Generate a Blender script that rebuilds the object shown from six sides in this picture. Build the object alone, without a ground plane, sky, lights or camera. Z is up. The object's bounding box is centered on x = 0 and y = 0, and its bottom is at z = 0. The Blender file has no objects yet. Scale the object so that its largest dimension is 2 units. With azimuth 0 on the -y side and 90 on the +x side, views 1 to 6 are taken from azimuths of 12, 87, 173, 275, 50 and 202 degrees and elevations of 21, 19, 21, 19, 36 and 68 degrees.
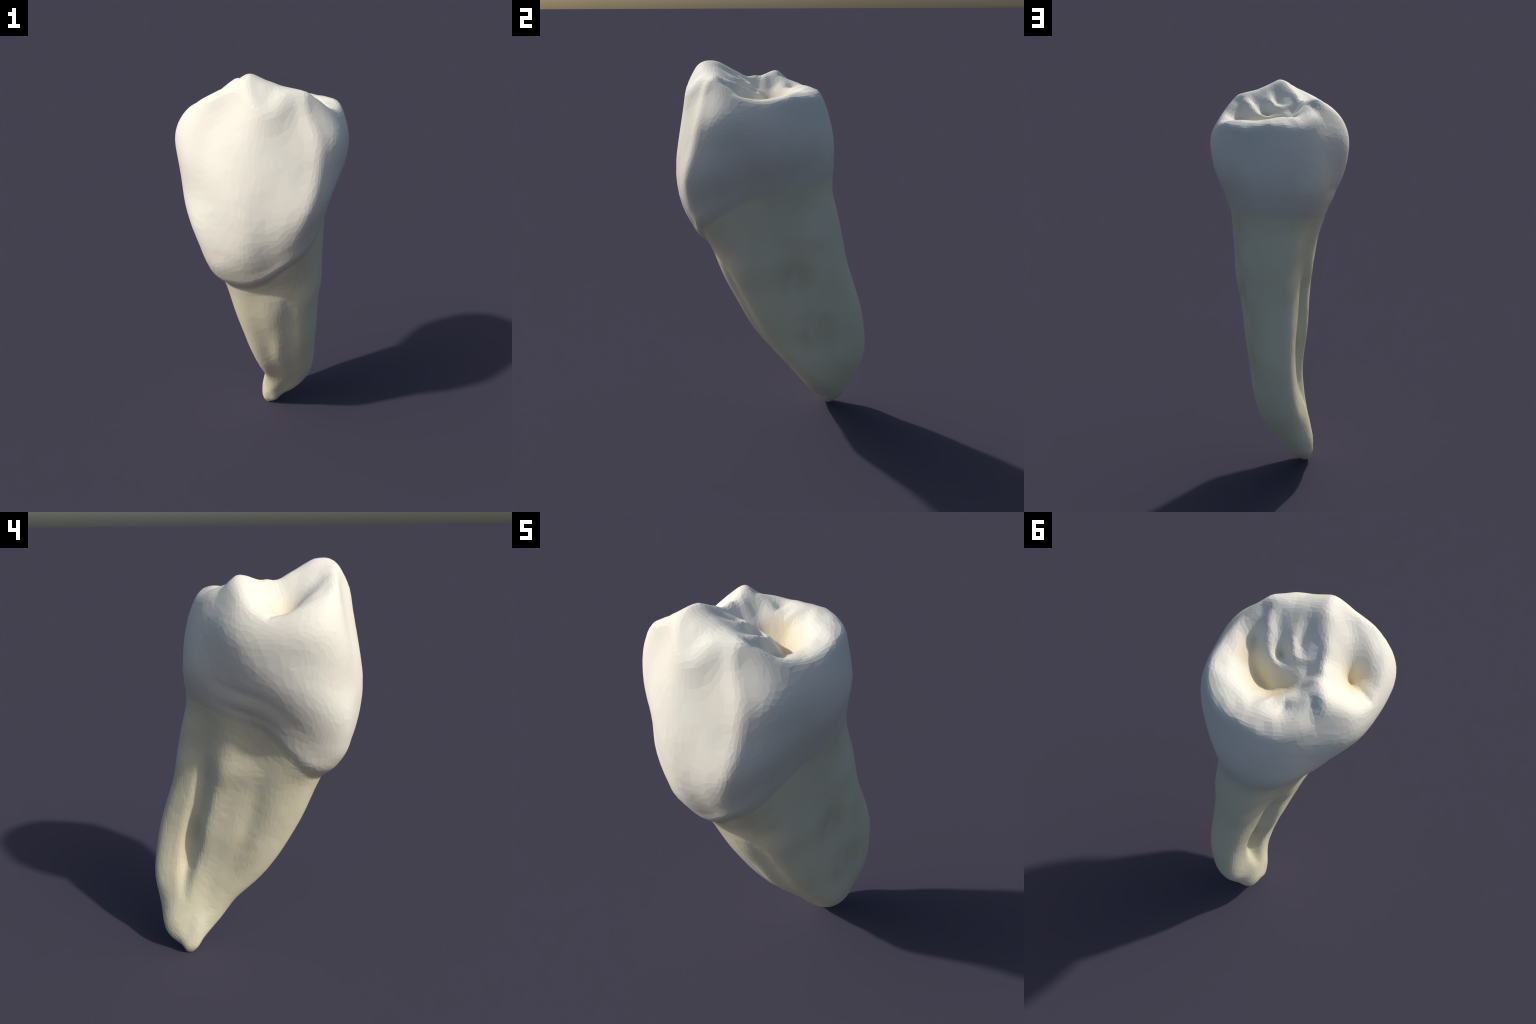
import math
import numpy as np

# ---------------------------------------------------------------- cross-sections
# One horizontal section per level: height, spine point (x, y), half-widths (a, b)
# and the outline as 16 spokes, counter-clockwise from +x, in units of (a, b).
SECTIONS = [
    (0.00, -0.015, 0.335, 0.030, 0.030, [0.475, 0.418, 0.407, 0.413, 0.351, 0.368, 0.455, 0.549, 0.576, 0.592, 0.748, 0.757, 0.645, 0.517, 0.480, 0.525]),
    (0.03, -0.008, 0.335, 0.065, 0.065, [0.596, 0.600, 0.610, 0.610, 0.547, 0.475, 0.507, 0.601, 0.663, 0.681, 0.780, 0.793, 0.728, 0.749, 0.711, 0.602]),
    (0.08, 0.000, 0.335, 0.090, 0.100, [0.863, 0.832, 0.870, 0.840, 0.891, 0.827, 0.675, 0.646, 0.670, 0.716, 0.781, 0.816, 0.834, 0.941, 0.854, 0.826]),
    (0.15, 0.020, 0.330, 0.110, 0.140, [0.990, 0.897, 0.863, 0.874, 0.942, 0.967, 0.857, 0.736, 0.661, 0.726, 0.784, 0.842, 0.971, 0.999, 1.082, 1.099]),
    (0.25, 0.050, 0.305, 0.130, 0.195, [1.120, 0.947, 0.920, 0.918, 0.927, 0.897, 0.861, 0.780, 0.693, 0.677, 0.769, 0.903, 0.951, 0.959, 1.073, 1.234]),
    (0.38, 0.085, 0.260, 0.135, 0.260, [1.136, 1.014, 1.011, 0.981, 0.984, 0.958, 0.891, 0.884, 0.832, 0.865, 1.100, 1.022, 0.914, 0.915, 1.043, 1.204]),
    (0.52, 0.095, 0.200, 0.140, 0.310, [1.110, 1.055, 1.065, 1.048, 0.992, 0.936, 0.778, 0.840, 0.919, 1.153, 1.269, 1.037, 0.919, 0.924, 1.033, 1.187]),
    (0.68, 0.090, 0.145, 0.155, 0.345, [1.083, 1.081, 1.113, 1.052, 0.951, 0.851, 0.731, 0.916, 0.992, 1.258, 1.305, 1.058, 0.928, 0.927, 1.044, 1.202]),
    (0.84, 0.080, 0.080, 0.170, 0.352, [1.081, 1.079, 1.130, 1.085, 0.973, 0.898, 0.801, 0.962, 1.029, 1.324, 1.319, 1.090, 0.958, 0.940, 1.059, 1.206]),
    (0.96, 0.070, 0.030, 0.190, 0.360, [1.104, 1.057, 1.112, 1.081, 0.984, 0.886, 0.832, 0.907, 1.008, 1.278, 1.264, 1.053, 0.941, 0.941, 1.043, 1.185]),
    (1.04, 0.060, 0.000, 0.200, 0.370, [1.114, 1.056, 1.127, 1.078, 1.002, 0.862, 0.856, 0.932, 0.999, 1.281, 1.267, 1.061, 0.928, 0.924, 1.019, 1.155]),
    (1.12, 0.050, -0.035, 0.215, 0.395, [1.092, 1.075, 1.137, 1.059, 0.989, 0.823, 0.842, 0.894, 0.925, 1.303, 1.340, 1.081, 0.952, 0.920, 1.009, 1.105]),
    (1.22, 0.030, -0.070, 0.240, 0.410, [1.069, 1.067, 1.122, 1.063, 0.980, 0.844, 0.806, 0.831, 0.882, 1.255, 1.285, 1.076, 0.985, 0.972, 1.072, 1.090]),
    (1.34, 0.015, -0.095, 0.270, 0.415, [1.024, 1.042, 1.074, 1.040, 0.956, 0.867, 0.839, 0.872, 0.979, 1.261, 1.227, 1.041, 0.999, 1.009, 1.133, 1.097]),
    (1.48, 0.010, -0.100, 0.330, 0.418, [0.973, 0.981, 1.005, 1.026, 0.981, 0.934, 0.863, 0.888, 1.011, 1.168, 1.131, 1.031, 0.986, 0.996, 1.118, 1.055]),
    (1.62, 0.010, -0.090, 0.365, 0.400, [0.989, 1.013, 1.012, 1.025, 0.984, 0.914, 0.868, 0.916, 1.011, 1.130, 1.173, 1.065, 1.008, 1.004, 1.073, 1.033]),
    (1.76, 0.005, -0.095, 0.360, 0.370, [0.999, 1.034, 1.033, 1.028, 0.989, 0.917, 0.884, 0.952, 0.981, 1.134, 1.173, 1.022, 1.002, 0.981, 1.038, 1.059]),
    (1.90, 0.000, -0.120, 0.310, 0.320, [0.925, 1.061, 1.151, 1.114, 1.021, 0.962, 0.885, 0.925, 0.879, 0.983, 1.110, 0.952, 0.991, 0.966, 0.932, 0.935]),
    (2.02, 0.000, -0.120, 0.270, 0.270, [0.857, 0.996, 1.132, 1.099, 1.000, 0.959, 0.927, 0.853, 0.865, 0.985, 1.069, 1.048, 1.048, 1.066, 1.013, 0.905]),
]


def natural_spline(x, y):
    """Natural cubic spline through (x, y); y may have several columns."""
    x = np.asarray(x, float)
    y = np.asarray(y, float)
    if y.ndim == 1:
        y = y[:, None]
    n = len(x)
    h = np.diff(x)
    A = np.zeros((n, n))
    rhs = np.zeros((n, y.shape[1]))
    A[0, 0] = A[-1, -1] = 1.0
    for i in range(1, n - 1):
        A[i, i - 1:i + 2] = h[i - 1], 2 * (h[i - 1] + h[i]), h[i]
        rhs[i] = 6 * ((y[i + 1] - y[i]) / h[i] - (y[i] - y[i - 1]) / h[i - 1])
    m = np.linalg.solve(A, rhs)

    def evaluate(q):
        q = np.clip(np.asarray(q, float), x[0], x[-1])
        i = np.clip(np.searchsorted(x, q) - 1, 0, n - 2)
        hh = h[i]
        a = (x[i + 1] - q) / hh
        b = 1 - a
        a_, b_, h_ = a[..., None], b[..., None], hh[..., None]
        return (a_ * y[i] + b_ * y[i + 1]
                + ((a_ ** 3 - a_) * m[i] + (b_ ** 3 - b_) * m[i + 1]) * h_ ** 2 / 6)
    return evaluate


def harmonics(theta, order=7):
    c = [np.ones_like(theta)]
    for n in range(1, order + 1):
        c += [np.cos(n * theta), np.sin(n * theta)]
    return np.stack(c, -1)


SPOKES = np.arange(16) * 2 * math.pi / 16
TO_HARMONICS = np.linalg.pinv(harmonics(SPOKES))
LEVELS = [s[0] for s in SECTIONS]
spine_spline = natural_spline(LEVELS, [s[1:5] for s in SECTIONS])
outline_spline = natural_spline(LEVELS, [TO_HARMONICS @ np.array(s[5]) for s in SECTIONS])


def wall_gap(p):
    """Signed gap between p and the side wall (metres, negative inside)."""
    x, y, z = p[..., 0], p[..., 1], p[..., 2]
    s = spine_spline(z)
    u = (x - s[..., 0]) / s[..., 2]
    v = (y - s[..., 1]) / s[..., 3]
    rho = np.hypot(u, v)
    m = (outline_spline(z) * harmonics(np.arctan2(v, u))).sum(-1)
    k = np.hypot(u * s[..., 2], v * s[..., 3]) / np.maximum(rho, 1e-9)
    return (rho - m) * k


# ---------------------------------------------------------------- hollows of the side wall
# Each furrow runs over the wall as (y, z, depth, half-width); side says which flank.
FURROWS = [
    # deep distal furrow of the root, ending in an oval pit
    dict(side=-1, path=[(0.11, 1.24, 0.002, 0.055), (0.16, 1.12, 0.014, 0.046), (0.21, 1.00, 0.036, 0.042),
                        (0.25, 0.85, 0.074, 0.038), (0.284, 0.74, 0.118, 0.036), (0.300, 0.66, 0.128, 0.036),
                        (0.322, 0.56, 0.080, 0.034), (0.338, 0.45, 0.032, 0.034), (0.345, 0.36, 0.012, 0.030),
                        (0.345, 0.28, 0.000, 0.030)]),
    dict(side=-1, path=[(0.276, 0.76, 0.000, 0.022), (0.288, 0.70, 0.030, 0.022), (0.298, 0.64, 0.026, 0.020),
                        (0.312, 0.58, 0.000, 0.020)]),
    # shallow hollow beside it
    dict(side=-1, path=[(-0.07, 1.05, 0.004, 0.050), (-0.035, 0.88, 0.016, 0.055), (0.0, 0.757, 0.020, 0.050),
                        (0.054, 0.605, 0.016, 0.045), (0.139, 0.418, 0.000, 0.040)]),
    # mesial flank
    dict(side=1, path=[(0.07, 1.15, 0.000, 0.070), (0.10, 0.94, 0.008, 0.070), (0.17, 0.74, 0.002, 0.060),
                       (0.223, 0.58, 0.008, 0.060), (0.28, 0.45, 0.004, 0.050), (0.30, 0.34, 0.000, 0.050)]),
    dict(side=1, path=[(-0.12, 1.00, 0.000, 0.060), (-0.095, 0.895, 0.008, 0.060), (0.0, 0.66, 0.004, 0.060),
                       (0.07, 0.49, 0.004, 0.060), (0.12, 0.36, 0.000, 0.060)]),
]
# the same on the buccal face, as (x, z, depth, half-width); negative depth is a swelling
BUCCAL_FURROWS = [
    [(0.12, 1.00, 0.000, 0.030), (0.127, 0.91, -0.006, 0.032), (0.130, 0.83, -0.008, 0.034), (0.124, 0.71, -0.006, 0.034),
     (0.097, 0.59, -0.004, 0.032), (0.069, 0.48, -0.001, 0.030)],
    [(-0.16, 1.90, 0.000, 0.060), (-0.20, 1.70, 0.008, 0.060), (-0.20, 1.55, 0.008, 0.060), (-0.18, 1.42, 0.000, 0.060)],
]


def along_path(path, y, z):
    """Distance to a polyline in (y, z) and the depth and width at the nearest spot."""
    knots = np.array(path)
    run = np.r_[0, np.cumsum(np.hypot(*np.diff(knots[:, :2], axis=0).T))]
    path = natural_spline(run, knots)(np.linspace(0, run[-1], 3 * len(knots)))
    best = np.full(y.shape, 1e9)
    depth = np.zeros(y.shape)
    width = np.ones(y.shape)
    for a, b in zip(path[:-1], path[1:]):
        e = b[:2] - a[:2]
        t = np.clip(((y - a[0]) * e[0] + (z - a[1]) * e[1]) / (e @ e), 0, 1)
        d = np.hypot(y - a[0] - t * e[0], z - a[1] - t * e[1])
        near = d < best
        best = np.where(near, d, best)
        depth = np.where(near, a[2] + t * (b[2] - a[2]), depth)
        width = np.where(near, a[3] + t * (b[3] - a[3]), width)
    return best, depth, width


# neck line between crown and root: bearing about the neck axis (degrees) -> height
NECK_AXIS = (0.05, -0.03)
NECK_LINE = [(-180, 1.305), (-165, 1.27), (-150, 1.18), (-138, 1.10), (-123, 1.05), (-104, 1.04), (-86, 1.083),
             (-72, 1.165), (-55, 1.24), (-35, 1.325), (-15, 1.368), (10, 1.385), (45, 1.412), (80, 1.42),
             (105, 1.40), (130, 1.368), (155, 1.335), (180, 1.305)]


def neck_height(x, y):
    t = np.degrees(np.arctan2(y - NECK_AXIS[1], x - NECK_AXIS[0]))
    n = NECK_LINE[:-1]
    ang = [a - 360 for a, _ in n] + [a for a, _ in n] + [a + 360 for a, _ in n]
    hgt = [h for _, h in n] * 3
    return natural_spline(ang, hgt)(t)[..., 0]


def wall_relief(x, y, z):
    """Outward displacement of the wall (metres): furrows and the enamel lip."""
    s = spine_spline(z)
    flank = (x - s[..., 0]) / s[..., 2]
    out = np.zeros(x.shape)
    for f in FURROWS:
        gate = np.clip(flank * f["side"] * 2.5 - 0.1, 0, 1)
        near = (gate > 0) & (z < 1.45)
        if near.any():
            d, depth, width = along_path(f["path"], y[near], z[near])
            out[near] -= depth * gate[near] * np.exp(-(d / width) ** 2)
    facing = np.clip(-(y - s[..., 1]) / s[..., 3] * 2.5 - 0.6, 0, 1)
    for path in BUCCAL_FURROWS:
        near = (facing > 0) & (z > 0.35)
        if near.any():
            d, depth, width = along_path(path, x[near], z[near])
            out[near] -= depth * facing[near] * np.exp(-(d / width) ** 2)
    # rounded edge where the buccal face turns into the mesial flank
    turn = np.degrees(np.arctan2((y - s[..., 1]) / s[..., 3], flank)) + 46.0
    out += 0.010 * np.exp(-(turn / 6.5) ** 2) * np.clip((z - 1.25) / 0.2, 0, 1)
    g = z - neck_height(x, y)
    bearing = np.arctan2(y - NECK_AXIS[1], x - NECK_AXIS[0])
    lip = 0.0015 + 0.011 * np.exp(-((bearing + 2.0) / 0.9) ** 2)
    out += lip * np.where(g > 0, np.exp(-((g - 0.035) / 0.035) ** 2), np.exp(-1.0) * np.exp(-(g / 0.012) ** 2))
    # growth bands of the enamel above the neck, strongest on the distal side
    distal = 0.6 * np.exp(-((np.abs(bearing) - math.pi) / 0.55) ** 2)
    out += distal * (0.007 * np.exp(-((g - 0.085) / 0.025) ** 2) - 0.008 * np.exp(-((g - 0.145) / 0.022) ** 2)
                     - 0.005 * np.exp(-((g - 0.045) / 0.015) ** 2))
    out -= 0.4 * lip * np.exp(-((g + 0.012) / 0.014) ** 2)
    return out


# ---------------------------------------------------------------- chewing surface
# Landmarks (x, y, z) of the chewing surface, by anatomical feature.
RIM = [
    (-0.030, -0.350, 1.999),                                                   # buccal cusp tip
    (0.040, -0.335, 1.975), (0.113, -0.330, 1.953), (0.165, -0.310, 1.945),    # mesial slope of the buccal ridge
    (0.216, -0.285, 1.935), (0.262, -0.250, 1.900), (0.290, -0.210, 1.868),    # mesio-buccal corner
    (0.301, -0.140, 1.849), (0.304, -0.075, 1.841), (0.298, -0.002, 1.849),     # mesial marginal ridge
    (0.271, 0.061, 1.865), (0.184, 0.148, 1.866), (0.090, 0.183, 1.876),       # mesio-lingual corner
    (-0.018, 0.166, 1.876), (-0.095, 0.125, 1.886), (-0.141, 0.068, 1.908), (-0.165, 0.028, 1.942),  # lingual ridge
    (-0.245, -0.040, 1.865), (-0.328, -0.110, 1.790), (-0.345, -0.175, 1.795),  # down to the distal notch
    (-0.345, -0.230, 1.812), (-0.325, -0.290, 1.838), (-0.270, -0.355, 1.872),  # distal marginal ridge
    (-0.200, -0.370, 1.915), (-0.140, -0.375, 1.942), (-0.085, -0.360, 1.975),
]
INNER = [
    (-0.032, -0.315, 2.001), (-0.050, -0.280, 1.996), (-0.078, -0.235, 1.970), (-0.101, -0.180, 1.940),  # oblique ridge
    (-0.121, -0.090, 1.922), (-0.140, -0.020, 1.930),
    (-0.140, -0.300, 1.925), (-0.190, -0.240, 1.850), (-0.215, -0.180, 1.762),  # distal groove and pit
    (-0.250, -0.160, 1.782), (-0.260, -0.250, 1.845), (-0.215, -0.310, 1.890),
    (-0.165, -0.150, 1.852), (-0.180, -0.080, 1.860),
    (0.206, -0.254, 1.910), (0.208, -0.160, 1.838), (0.165, -0.060, 1.786),     # mesial groove
    (0.135, -0.038, 1.772), (0.111, -0.023, 1.762), (0.082, 0.014, 1.772),      # mesial pit
    (-0.002, -0.024, 1.808),
    (0.172, -0.235, 1.926), (0.160, -0.190, 1.908), (0.135, -0.140, 1.882),     # first buccal ridge
    (0.105, -0.100, 1.860), (0.082, -0.080, 1.849),
    (0.130, -0.225, 1.916), (0.122, -0.198, 1.896), (0.100, -0.155, 1.872), (0.080, -0.117, 1.836),  # fold
    (0.093, -0.240, 1.936), (0.065, -0.195, 1.922), (0.038, -0.158, 1.912), (0.010, -0.120, 1.888), (-0.035, -0.120, 1.886),
    (0.015, -0.165, 1.906),                                                     # second buccal ridge and its fold
    (0.020, -0.240, 1.950), (-0.045, -0.180, 1.926), (-0.065, -0.095, 1.868),   # buccal slope
    (0.045, -0.055, 1.826), (-0.035, -0.065, 1.850),
    (-0.092, -0.035, 1.892), (-0.063, 0.000, 1.866), (-0.068, 0.065, 1.888),    # lingual inner slope
    (-0.041, 0.096, 1.864), (-0.015, 0.060, 1.862), (0.028, 0.105, 1.868),
    (0.035, 0.045, 1.815), (0.096, 0.112, 1.858), (0.100, 0.060, 1.822), (0.160, 0.080, 1.853),
    (0.230, 0.030, 1.850), (0.248, -0.060, 1.835), (0.190, 0.000, 1.812),
]


def plate_spline(points, stiffness=1e-5):
    """Thin-plate surface through scattered landmarks."""
    p = np.array(points)
    n = len(p)

    def kernel(dx, dy):
        r2 = dx ** 2 + dy ** 2 + 1e-12
        return 0.5 * r2 * np.log(r2)
    K = kernel(p[:, None, 0] - p[None, :, 0], p[:, None, 1] - p[None, :, 1]) + stiffness * np.eye(n)
    P = np.column_stack([np.ones(n), p[:, 0], p[:, 1]])
    M = np.block([[K, P], [P.T, np.zeros((3, 3))]])
    w = np.linalg.solve(M, np.r_[p[:, 2], 0, 0, 0])

    def evaluate(x, y):
        out = w[n] + w[n + 1] * x + w[n + 2] * y
        for i in range(n):
            out = out + w[i] * kernel(x - p[i, 0], y - p[i, 1])
        return out
    return evaluate


RIM_CENTRE = np.array([0.0, -0.10])
SKIRT = []
for r in RIM:
    buccal = r[1] < -0.24
    for reach, drop in ((1.13, 0.018 if buccal else 0.014), (1.32, 0.07 if buccal else 0.05)):
        SKIRT.append(tuple(RIM_CENTRE + (np.array(r[:2]) - RIM_CENTRE) * reach) + (r[2] - drop,))
chewing_plate = plate_spline(RIM + INNER + SKIRT)
# fissures and knobs as (x, y, depth, half-width); negative depth is raised
CREASES = [
    [(0.206, -0.250, 0.002, 0.016), (0.208, -0.160, 0.008, 0.018), (0.165, -0.060, 0.012, 0.018),
     (0.111, -0.023, 0.014, 0.018), (0.050, 0.000, 0.010, 0.018), (-0.002, -0.024, 0.008, 0.016),
     (-0.060, -0.070, 0.004, 0.016), (-0.095, -0.085, 0.000, 0.014)],
    [(-0.150, -0.290, 0.000, 0.020), (-0.190, -0.240, 0.005, 0.018), (-0.215, -0.180, 0.010, 0.018),
     (-0.270, -0.145, 0.012, 0.016), (-0.330, -0.112, 0.010, 0.016), (-0.375, -0.090, 0.002, 0.016)],
    [(0.045, -0.165, -0.005, 0.010), (0.032, -0.135, -0.007, 0.011), (0.012, -0.114, -0.006, 0.012),
     (-0.018, -0.112, -0.007, 0.012), (-0.045, -0.122, -0.004, 0.010)],
    [(0.075, -0.062, -0.003, 0.014), (0.045, -0.074, -0.008, 0.016), (0.012, -0.070, -0.004, 0.014)],
    [(-0.075, -0.030, -0.004, 0.016), (-0.096, -0.038, -0.007, 0.018), (-0.120, -0.030, -0.002, 0.016)],
    [(0.020, -0.210, 0.004, 0.014), (0.012, -0.170, 0.007, 0.016), (-0.012, -0.145, 0.006, 0.014)],
    [(-0.065, -0.160, 0.003, 0.010), (-0.078, -0.140, 0.006, 0.010), (-0.080, -0.115, 0.002, 0.010)],
    [(0.060, 0.130, -0.003, 0.014), (0.035, 0.085, -0.006, 0.014), (0.030, 0.050, -0.002, 0.012)],
    [(-0.030, 0.125, 0.003, 0.012), (-0.038, 0.092, 0.006, 0.012), (-0.025, 0.055, 0.002, 0.012)],
    [(-0.140, 0.080, 0.002, 0.014), (-0.135, 0.055, 0.007, 0.014), (-0.115, 0.035, 0.003, 0.012)],
]
RNG = np.random.default_rng(7)
LUMPS = [(RNG.uniform(0, 2 * math.pi), RNG.uniform(45, 100), RNG.uniform(0, 2 * math.pi)) for _ in range(14)]


def chewing_height(x, y):
    """Plate through the landmarks with small irregular lumps."""
    lumps = sum(np.sin(f * (x * math.cos(a) + y * math.sin(a)) + p) for a, f, p in LUMPS)
    out = chewing_plate(x, y) + 0.0004 * lumps
    for path in CREASES:
        d, depth, width = along_path(path, x, y)
        out = out - depth * np.exp(-(d / width) ** 2)
    return out


def solid(p):
    """Tooth as one smooth solid: negative inside."""
    wall = wall_gap(p) - wall_relief(p[..., 0], p[..., 1], p[..., 2])
    top = np.full(wall.shape, -1.0)
    high = p[..., 2] > 1.6
    if high.any():
        q = p[high]
        top[high] = (q[:, 2] - chewing_height(q[:, 0], q[:, 1])) * 0.8
    k = 0.016 + 0.010 * np.clip((-0.24 - p[..., 1]) / 0.08, 0, 1)   # rounder over the buccal crest
    h = np.clip(0.5 + 0.5 * (wall - top) / k, 0, 1)
    return top + (wall - top) * h + k * h * (1 - h)


# ---------------------------------------------------------------- surface of the tooth
AROUND = 240
SPLIT_HEIGHT = 1.30          # below: rows of sections; above: rays from the crown's core
LOW_ROWS = 130
RAY_ROWS = 190


def tooth_surface():
    theta = np.arange(AROUND) * 2 * math.pi / AROUND
    ct, st = np.cos(theta), np.sin(theta)
    s0 = spine_spline(np.array([SPLIT_HEIGHT]))[0]
    rows = []
    t = np.linspace(0, 1, LOW_ROWS)
    heights = SPLIT_HEIGHT * (0.55 * t + 0.45 * t ** 2)
    heights[0] = 0.004
    for z in heights:
        s = spine_spline(np.array([z]))[0]
        lobe = math.exp(-((z - 0.72) / 0.24) ** 2)      # look out from the lingual lobe where the furrow is deep
        s[0] += 0.075 * lobe
        s[1] += 0.10 * lobe
        lo, hi = np.zeros(AROUND), np.full(AROUND, 2.0)
        for _ in range(24):
            mid = (lo + hi) / 2
            p = np.stack([s[0] + mid * s[2] * ct, s[1] + mid * s[3] * st, np.full(AROUND, z)], -1)
            inside = solid(p) < 0
            lo, hi = np.where(inside, mid, lo), np.where(inside, hi, mid)
        rows.append(np.stack([s[0] + lo * s[2] * ct, s[1] + lo * s[3] * st, np.full(AROUND, z)], -1))
    for j in range(1, RAY_ROWS):
        q = j / RAY_ROWS
        phi = math.radians(90 * (0.75 * q + 0.25 * q * q))
        d = np.stack([s0[2] * ct * math.cos(phi), s0[3] * st * math.cos(phi),
                      np.full(AROUND, 0.42 * math.sin(phi))], -1)
        c = np.array([s0[0], s0[1], SPLIT_HEIGHT])
        lo, hi = np.zeros(AROUND), np.full(AROUND, 2.6)
        for _ in range(24):
            mid = (lo + hi) / 2
            inside = solid(c + mid[:, None] * d) < 0
            lo, hi = np.where(inside, mid, lo), np.where(inside, hi, mid)
        rows.append(c + lo[:, None] * d)
    pole_lo, pole_hi = 0.0, 1.0
    for _ in range(24):
        mid = (pole_lo + pole_hi) / 2
        inside = solid(np.array([[s0[0], s0[1], SPLIT_HEIGHT + mid]]))[0] < 0
        pole_lo, pole_hi = (mid, pole_hi) if inside else (pole_lo, mid)
    verts = np.concatenate(rows)
    n = len(rows)
    tip = len(verts)
    s = rows[0].mean(0)
    verts = np.vstack([verts, [[s[0], s[1], 0.0]], [[s0[0], s0[1], SPLIT_HEIGHT + pole_lo]]])
    faces = []
    for r in range(n - 1):
        for i in range(AROUND):
            k = (i + 1) % AROUND
            faces.append((r * AROUND + i, r * AROUND + k, (r + 1) * AROUND + k, (r + 1) * AROUND + i))
    for i in range(AROUND):
        k = (i + 1) % AROUND
        faces.append((tip, k, i))
        faces.append((tip + 1, (n - 1) * AROUND + i, (n - 1) * AROUND + k))
    return verts, faces


# ---------------------------------------------------------------- materials
import bpy
import bmesh


def tooth_material(name):
    """Enamel above the neck line, root cement below; one look for both parts."""
    mat = bpy.data.materials.new(name)
    mat.use_nodes = True
    nt = mat.node_tree
    N, L = nt.nodes, nt.links
    bsdf = N["Principled BSDF"]

    def math_node(op, a, b=None, clamp=False):
        m = N.new("ShaderNodeMath")
        m.operation = op
        m.use_clamp = clamp
        for i, v in enumerate((a, b)):
            if v is None:
                continue
            if isinstance(v, (int, float)):
                m.inputs[i].default_value = v
            else:
                L.new(v, m.inputs[i])
        return m.outputs[0]

    def mix(fac, a, b):
        m = N.new("ShaderNodeMix")
        m.data_type = "RGBA"

        def put(sock, v):
            if isinstance(v, tuple):
                sock.default_value = v + (1,)
            elif isinstance(v, (int, float)):
                sock.default_value = v
            else:
                L.new(v, sock)
        put(m.inputs[0], fac)
        put(m.inputs[6], a)
        put(m.inputs[7], b)
        return m.outputs[2]

    def noise(scale, detail=2.0, stretch=(1, 1, 1)):
        mp = N.new("ShaderNodeMapping")
        mp.inputs["Scale"].default_value = stretch
        L.new(coord, mp.inputs[0])
        n = N.new("ShaderNodeTexNoise")
        n.inputs["Scale"].default_value = scale
        n.inputs["Detail"].default_value = detail
        L.new(mp.outputs[0], n.inputs["Vector"])
        return n.outputs[0]

    def smooth(value, lo, hi):
        m = N.new("ShaderNodeMapRange")
        m.interpolation_type = "SMOOTHSTEP"
        L.new(value, m.inputs[0])
        m.inputs[1].default_value = lo
        m.inputs[2].default_value = hi
        return m.outputs[0]

    coord = N.new("ShaderNodeTexCoord").outputs["Object"]
    sep = N.new("ShaderNodeSeparateXYZ")
    L.new(coord, sep.inputs[0])
    X, Y, Z = sep.outputs

    # height of the neck line at this bearing
    bearing = math_node("ARCTAN2", math_node("SUBTRACT", Y, NECK_AXIS[1]), math_node("SUBTRACT", X, NECK_AXIS[0]))
    turn = math_node("ADD", math_node("DIVIDE", bearing, 2 * math.pi), 0.5)
    curve = N.new("ShaderNodeFloatCurve")
    L.new(turn, curve.inputs["Value"])
    c = curve.mapping.curves[0]
    pts = [((a + 180) / 360, h - 1.0) for a, h in NECK_LINE]
    c.points[0].location = pts[0]
    c.points[1].location = pts[-1]
    for p in pts[1:-1]:
        c.points.new(*p)
    curve.mapping.update()
    neck = math_node("ADD", curve.outputs[0], 1.0)
    above = math_node("SUBTRACT", Z, neck)
    wavy = math_node("ADD", above, math_node("MULTIPLY", math_node("SUBTRACT", noise(9.0), 0.5), 0.03))
    enamel_mask = smooth(wavy, -0.022, 0.026)

    # enamel: milky white, creamier in soft clouds and in the pits of the chewing surface
    enamel = mix(smooth(noise(3.2, 3.0), 0.35, 0.7), ENAMEL, ENAMEL_WARM)
    enamel = mix(math_node("MULTIPLY", smooth(noise(7.0, 2.0), 0.5, 0.75), 0.5), enamel, ENAMEL_COOL)

    enamel = mix(math_node("MULTIPLY", smooth(noise(9.0, 2.0, (0.7, 0.7, 2.2)), 0.48, 0.7), 0.45), enamel, ENAMEL_PINK)

    def near(centre, radius, squash=(1, 1, 1)):
        v = N.new("ShaderNodeVectorMath")
        v.operation = "SUBTRACT"
        L.new(coord, v.inputs[0])
        v.inputs[1].default_value = centre
        w = N.new("ShaderNodeVectorMath")
        w.operation = "MULTIPLY"
        L.new(v.outputs[0], w.inputs[0])
        w.inputs[1].default_value = squash
        ln = N.new("ShaderNodeVectorMath")
        ln.operation = "LENGTH"
        L.new(w.outputs[0], ln.inputs[0])
        m = N.new("ShaderNodeMapRange")
        m.interpolation_type = "SMOOTHSTEP"
        L.new(ln.outputs["Value"], m.inputs[0])
        m.inputs[1].default_value = radius
        m.inputs[2].default_value = radius * 0.15
        return m.outputs[0]

    stain = None
    for centre, radius in PIT_STAINS:
        s = near(centre, radius)
        stain = s if stain is None else math_node("MAXIMUM", stain, s)
    enamel = mix(math_node("MULTIPLY", stain, 0.75), enamel, PIT_CREAM)
    # creamier enamel towards the thin edge at the neck
    enamel = mix(math_node("MULTIPLY", smooth(math_node("ADD", above, math_node("MULTIPLY", math_node("SUBTRACT", noise(5.0), 0.5), 0.25)), 0.30, 0.02), 0.7), enamel, ENAMEL_NECK)

    root = mix(smooth(noise(4.0, 3.0, (1, 1, 0.5)), 0.35, 0.7), CEMENT, CEMENT_DARK)
    root = mix(math_node("MULTIPLY", smooth(noise(6.0, 2.0), 0.5, 0.75), 0.6), root, CEMENT_PALE)
    spots = None
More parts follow.
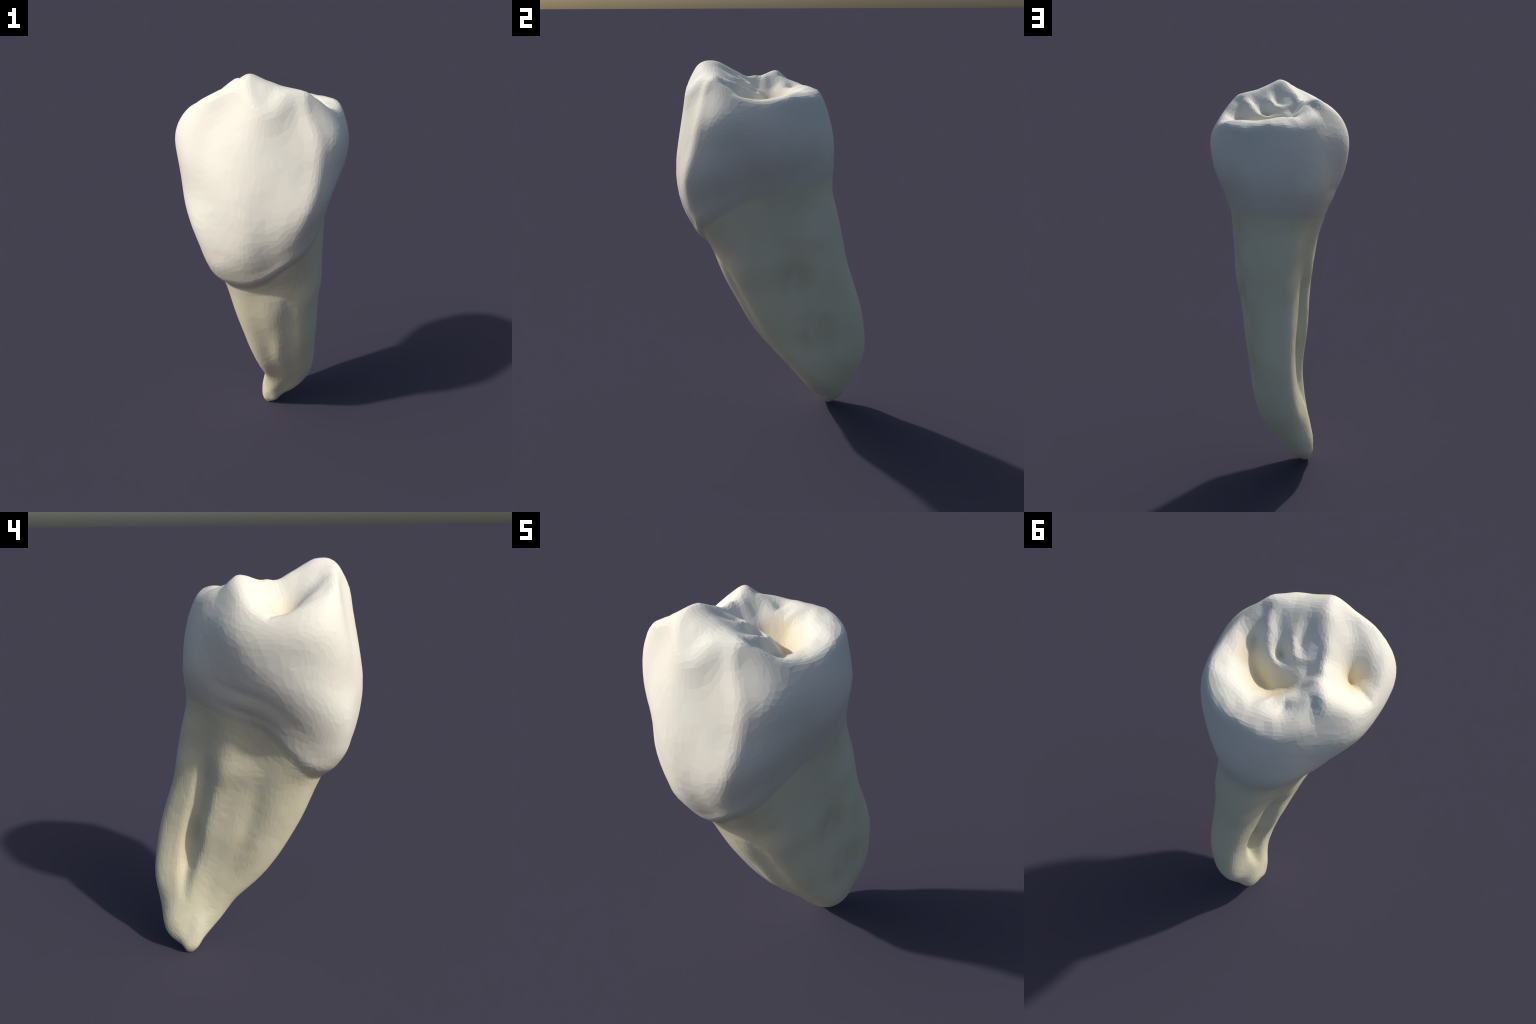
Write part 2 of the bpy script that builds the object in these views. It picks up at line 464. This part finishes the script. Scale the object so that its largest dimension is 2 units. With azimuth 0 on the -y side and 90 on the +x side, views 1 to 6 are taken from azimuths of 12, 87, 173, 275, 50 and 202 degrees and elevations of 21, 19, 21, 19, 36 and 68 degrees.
    for centre, radius in ROOT_SPOTS:
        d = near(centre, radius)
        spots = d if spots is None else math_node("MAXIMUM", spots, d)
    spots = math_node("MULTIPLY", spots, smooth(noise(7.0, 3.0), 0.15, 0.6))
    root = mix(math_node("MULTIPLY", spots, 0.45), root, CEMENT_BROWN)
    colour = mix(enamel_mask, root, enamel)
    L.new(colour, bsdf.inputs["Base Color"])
    bsdf.inputs["Roughness"].default_value = 0.62
    bsdf.inputs["Specular IOR Level"].default_value = 0.25
    return mat


ENAMEL = (0.83, 0.82, 0.722)
ENAMEL_WARM = (0.83, 0.79, 0.69)
ENAMEL_COOL = (0.77, 0.80, 0.71)
ENAMEL_PINK = (0.84, 0.775, 0.705)
ENAMEL_NECK = (0.66, 0.62, 0.50)
PIT_CREAM = (0.78, 0.66, 0.42)
CEMENT = (0.76, 0.71, 0.51)
CEMENT_DARK = (0.70, 0.665, 0.47)
CEMENT_PALE = (0.76, 0.73, 0.58)
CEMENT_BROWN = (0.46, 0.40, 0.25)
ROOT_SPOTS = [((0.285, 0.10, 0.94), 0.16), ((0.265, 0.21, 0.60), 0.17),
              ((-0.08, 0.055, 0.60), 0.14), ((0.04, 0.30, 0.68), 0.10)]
PIT_STAINS = [((0.10, -0.03, 1.74), 0.17), ((0.20, -0.10, 1.78), 0.12), ((-0.22, -0.17, 1.75), 0.13),
              ((0.03, 0.03, 1.78), 0.13), ((0.08, -0.13, 1.83), 0.05)]


# ---------------------------------------------------------------- assembly
def mesh_from(name, verts, faces):
    me = bpy.data.meshes.new(name)
    me.from_pydata([tuple(v) for v in verts], [], faces)
    me.update()
    return me


def build():
    verts, faces = tooth_surface()
    me = mesh_from("tooth_surface", verts, faces)
    ob = bpy.data.objects.new("tooth_surface", me)
    bpy.context.scene.collection.objects.link(ob)
    for kind, cfg in MODIFIERS:
        m = ob.modifiers.new(kind, kind)
        for k, v in cfg.items():
            setattr(m, k, v)
    dg = bpy.context.evaluated_depsgraph_get()
    done = bpy.data.meshes.new_from_object(ob.evaluated_get(dg))
    bpy.data.objects.remove(ob)
    done.calc_loop_triangles()
    co = np.empty(len(done.vertices) * 3)
    done.vertices.foreach_get("co", co)
    co = co.reshape(-1, 3)
    co[:, 2] -= co[:, 2].min()
    polys = [tuple(p.vertices) for p in done.polygons]
    normals = np.empty(len(done.vertices) * 3)
    done.vertices.foreach_get("normal", normals)
    normals = normals.reshape(-1, 3)

    root_empty = bpy.data.objects.new("tooth", None)
    bpy.context.scene.collection.objects.link(root_empty)
    root_empty["label"] = "single premolar tooth with white enamel crown and grooved cream root"
    root_empty["category"] = "tooth"
    mat = tooth_material("enamel_and_cement")
    parts = {"crown": [], "root": []}
    centres = np.array([co[list(p)].mean(0) for p in polys])
    is_crown = centres[:, 2] > neck_height(centres[:, 0], centres[:, 1])
    for p, up in zip(polys, is_crown):
        parts["crown" if up else "root"].append(p)
    for part, fs in parts.items():
        used = sorted({i for f in fs for i in f})
        back = {v: i for i, v in enumerate(used)}
        pm = mesh_from(part, co[used], [tuple(back[i] for i in f) for f in fs])
        pm.materials.append(mat)
        pm.polygons.foreach_set("use_smooth", [SMOOTH] * len(pm.polygons))
        if SMOOTH:
            pm.normals_split_custom_set_from_vertices([tuple(normals[i]) for i in used])
        po = bpy.data.objects.new(part, pm)
        po.parent = root_empty
        bpy.context.scene.collection.objects.link(po)


SMOOTH = False
FINE_RELIEF = bpy.data.textures.new("fine_relief", "CLOUDS")
FINE_RELIEF.noise_scale = 0.07
FINE_RELIEF.noise_depth = 1
MODIFIERS = [("REMESH", dict(mode="VOXEL", voxel_size=0.009)),
             ("DISPLACE", dict(texture=FINE_RELIEF, texture_coords="LOCAL", strength=0.0018, mid_level=0.5)),
             ("TRIANGULATE", {}), ("DECIMATE", dict(ratio=0.08))]
build()
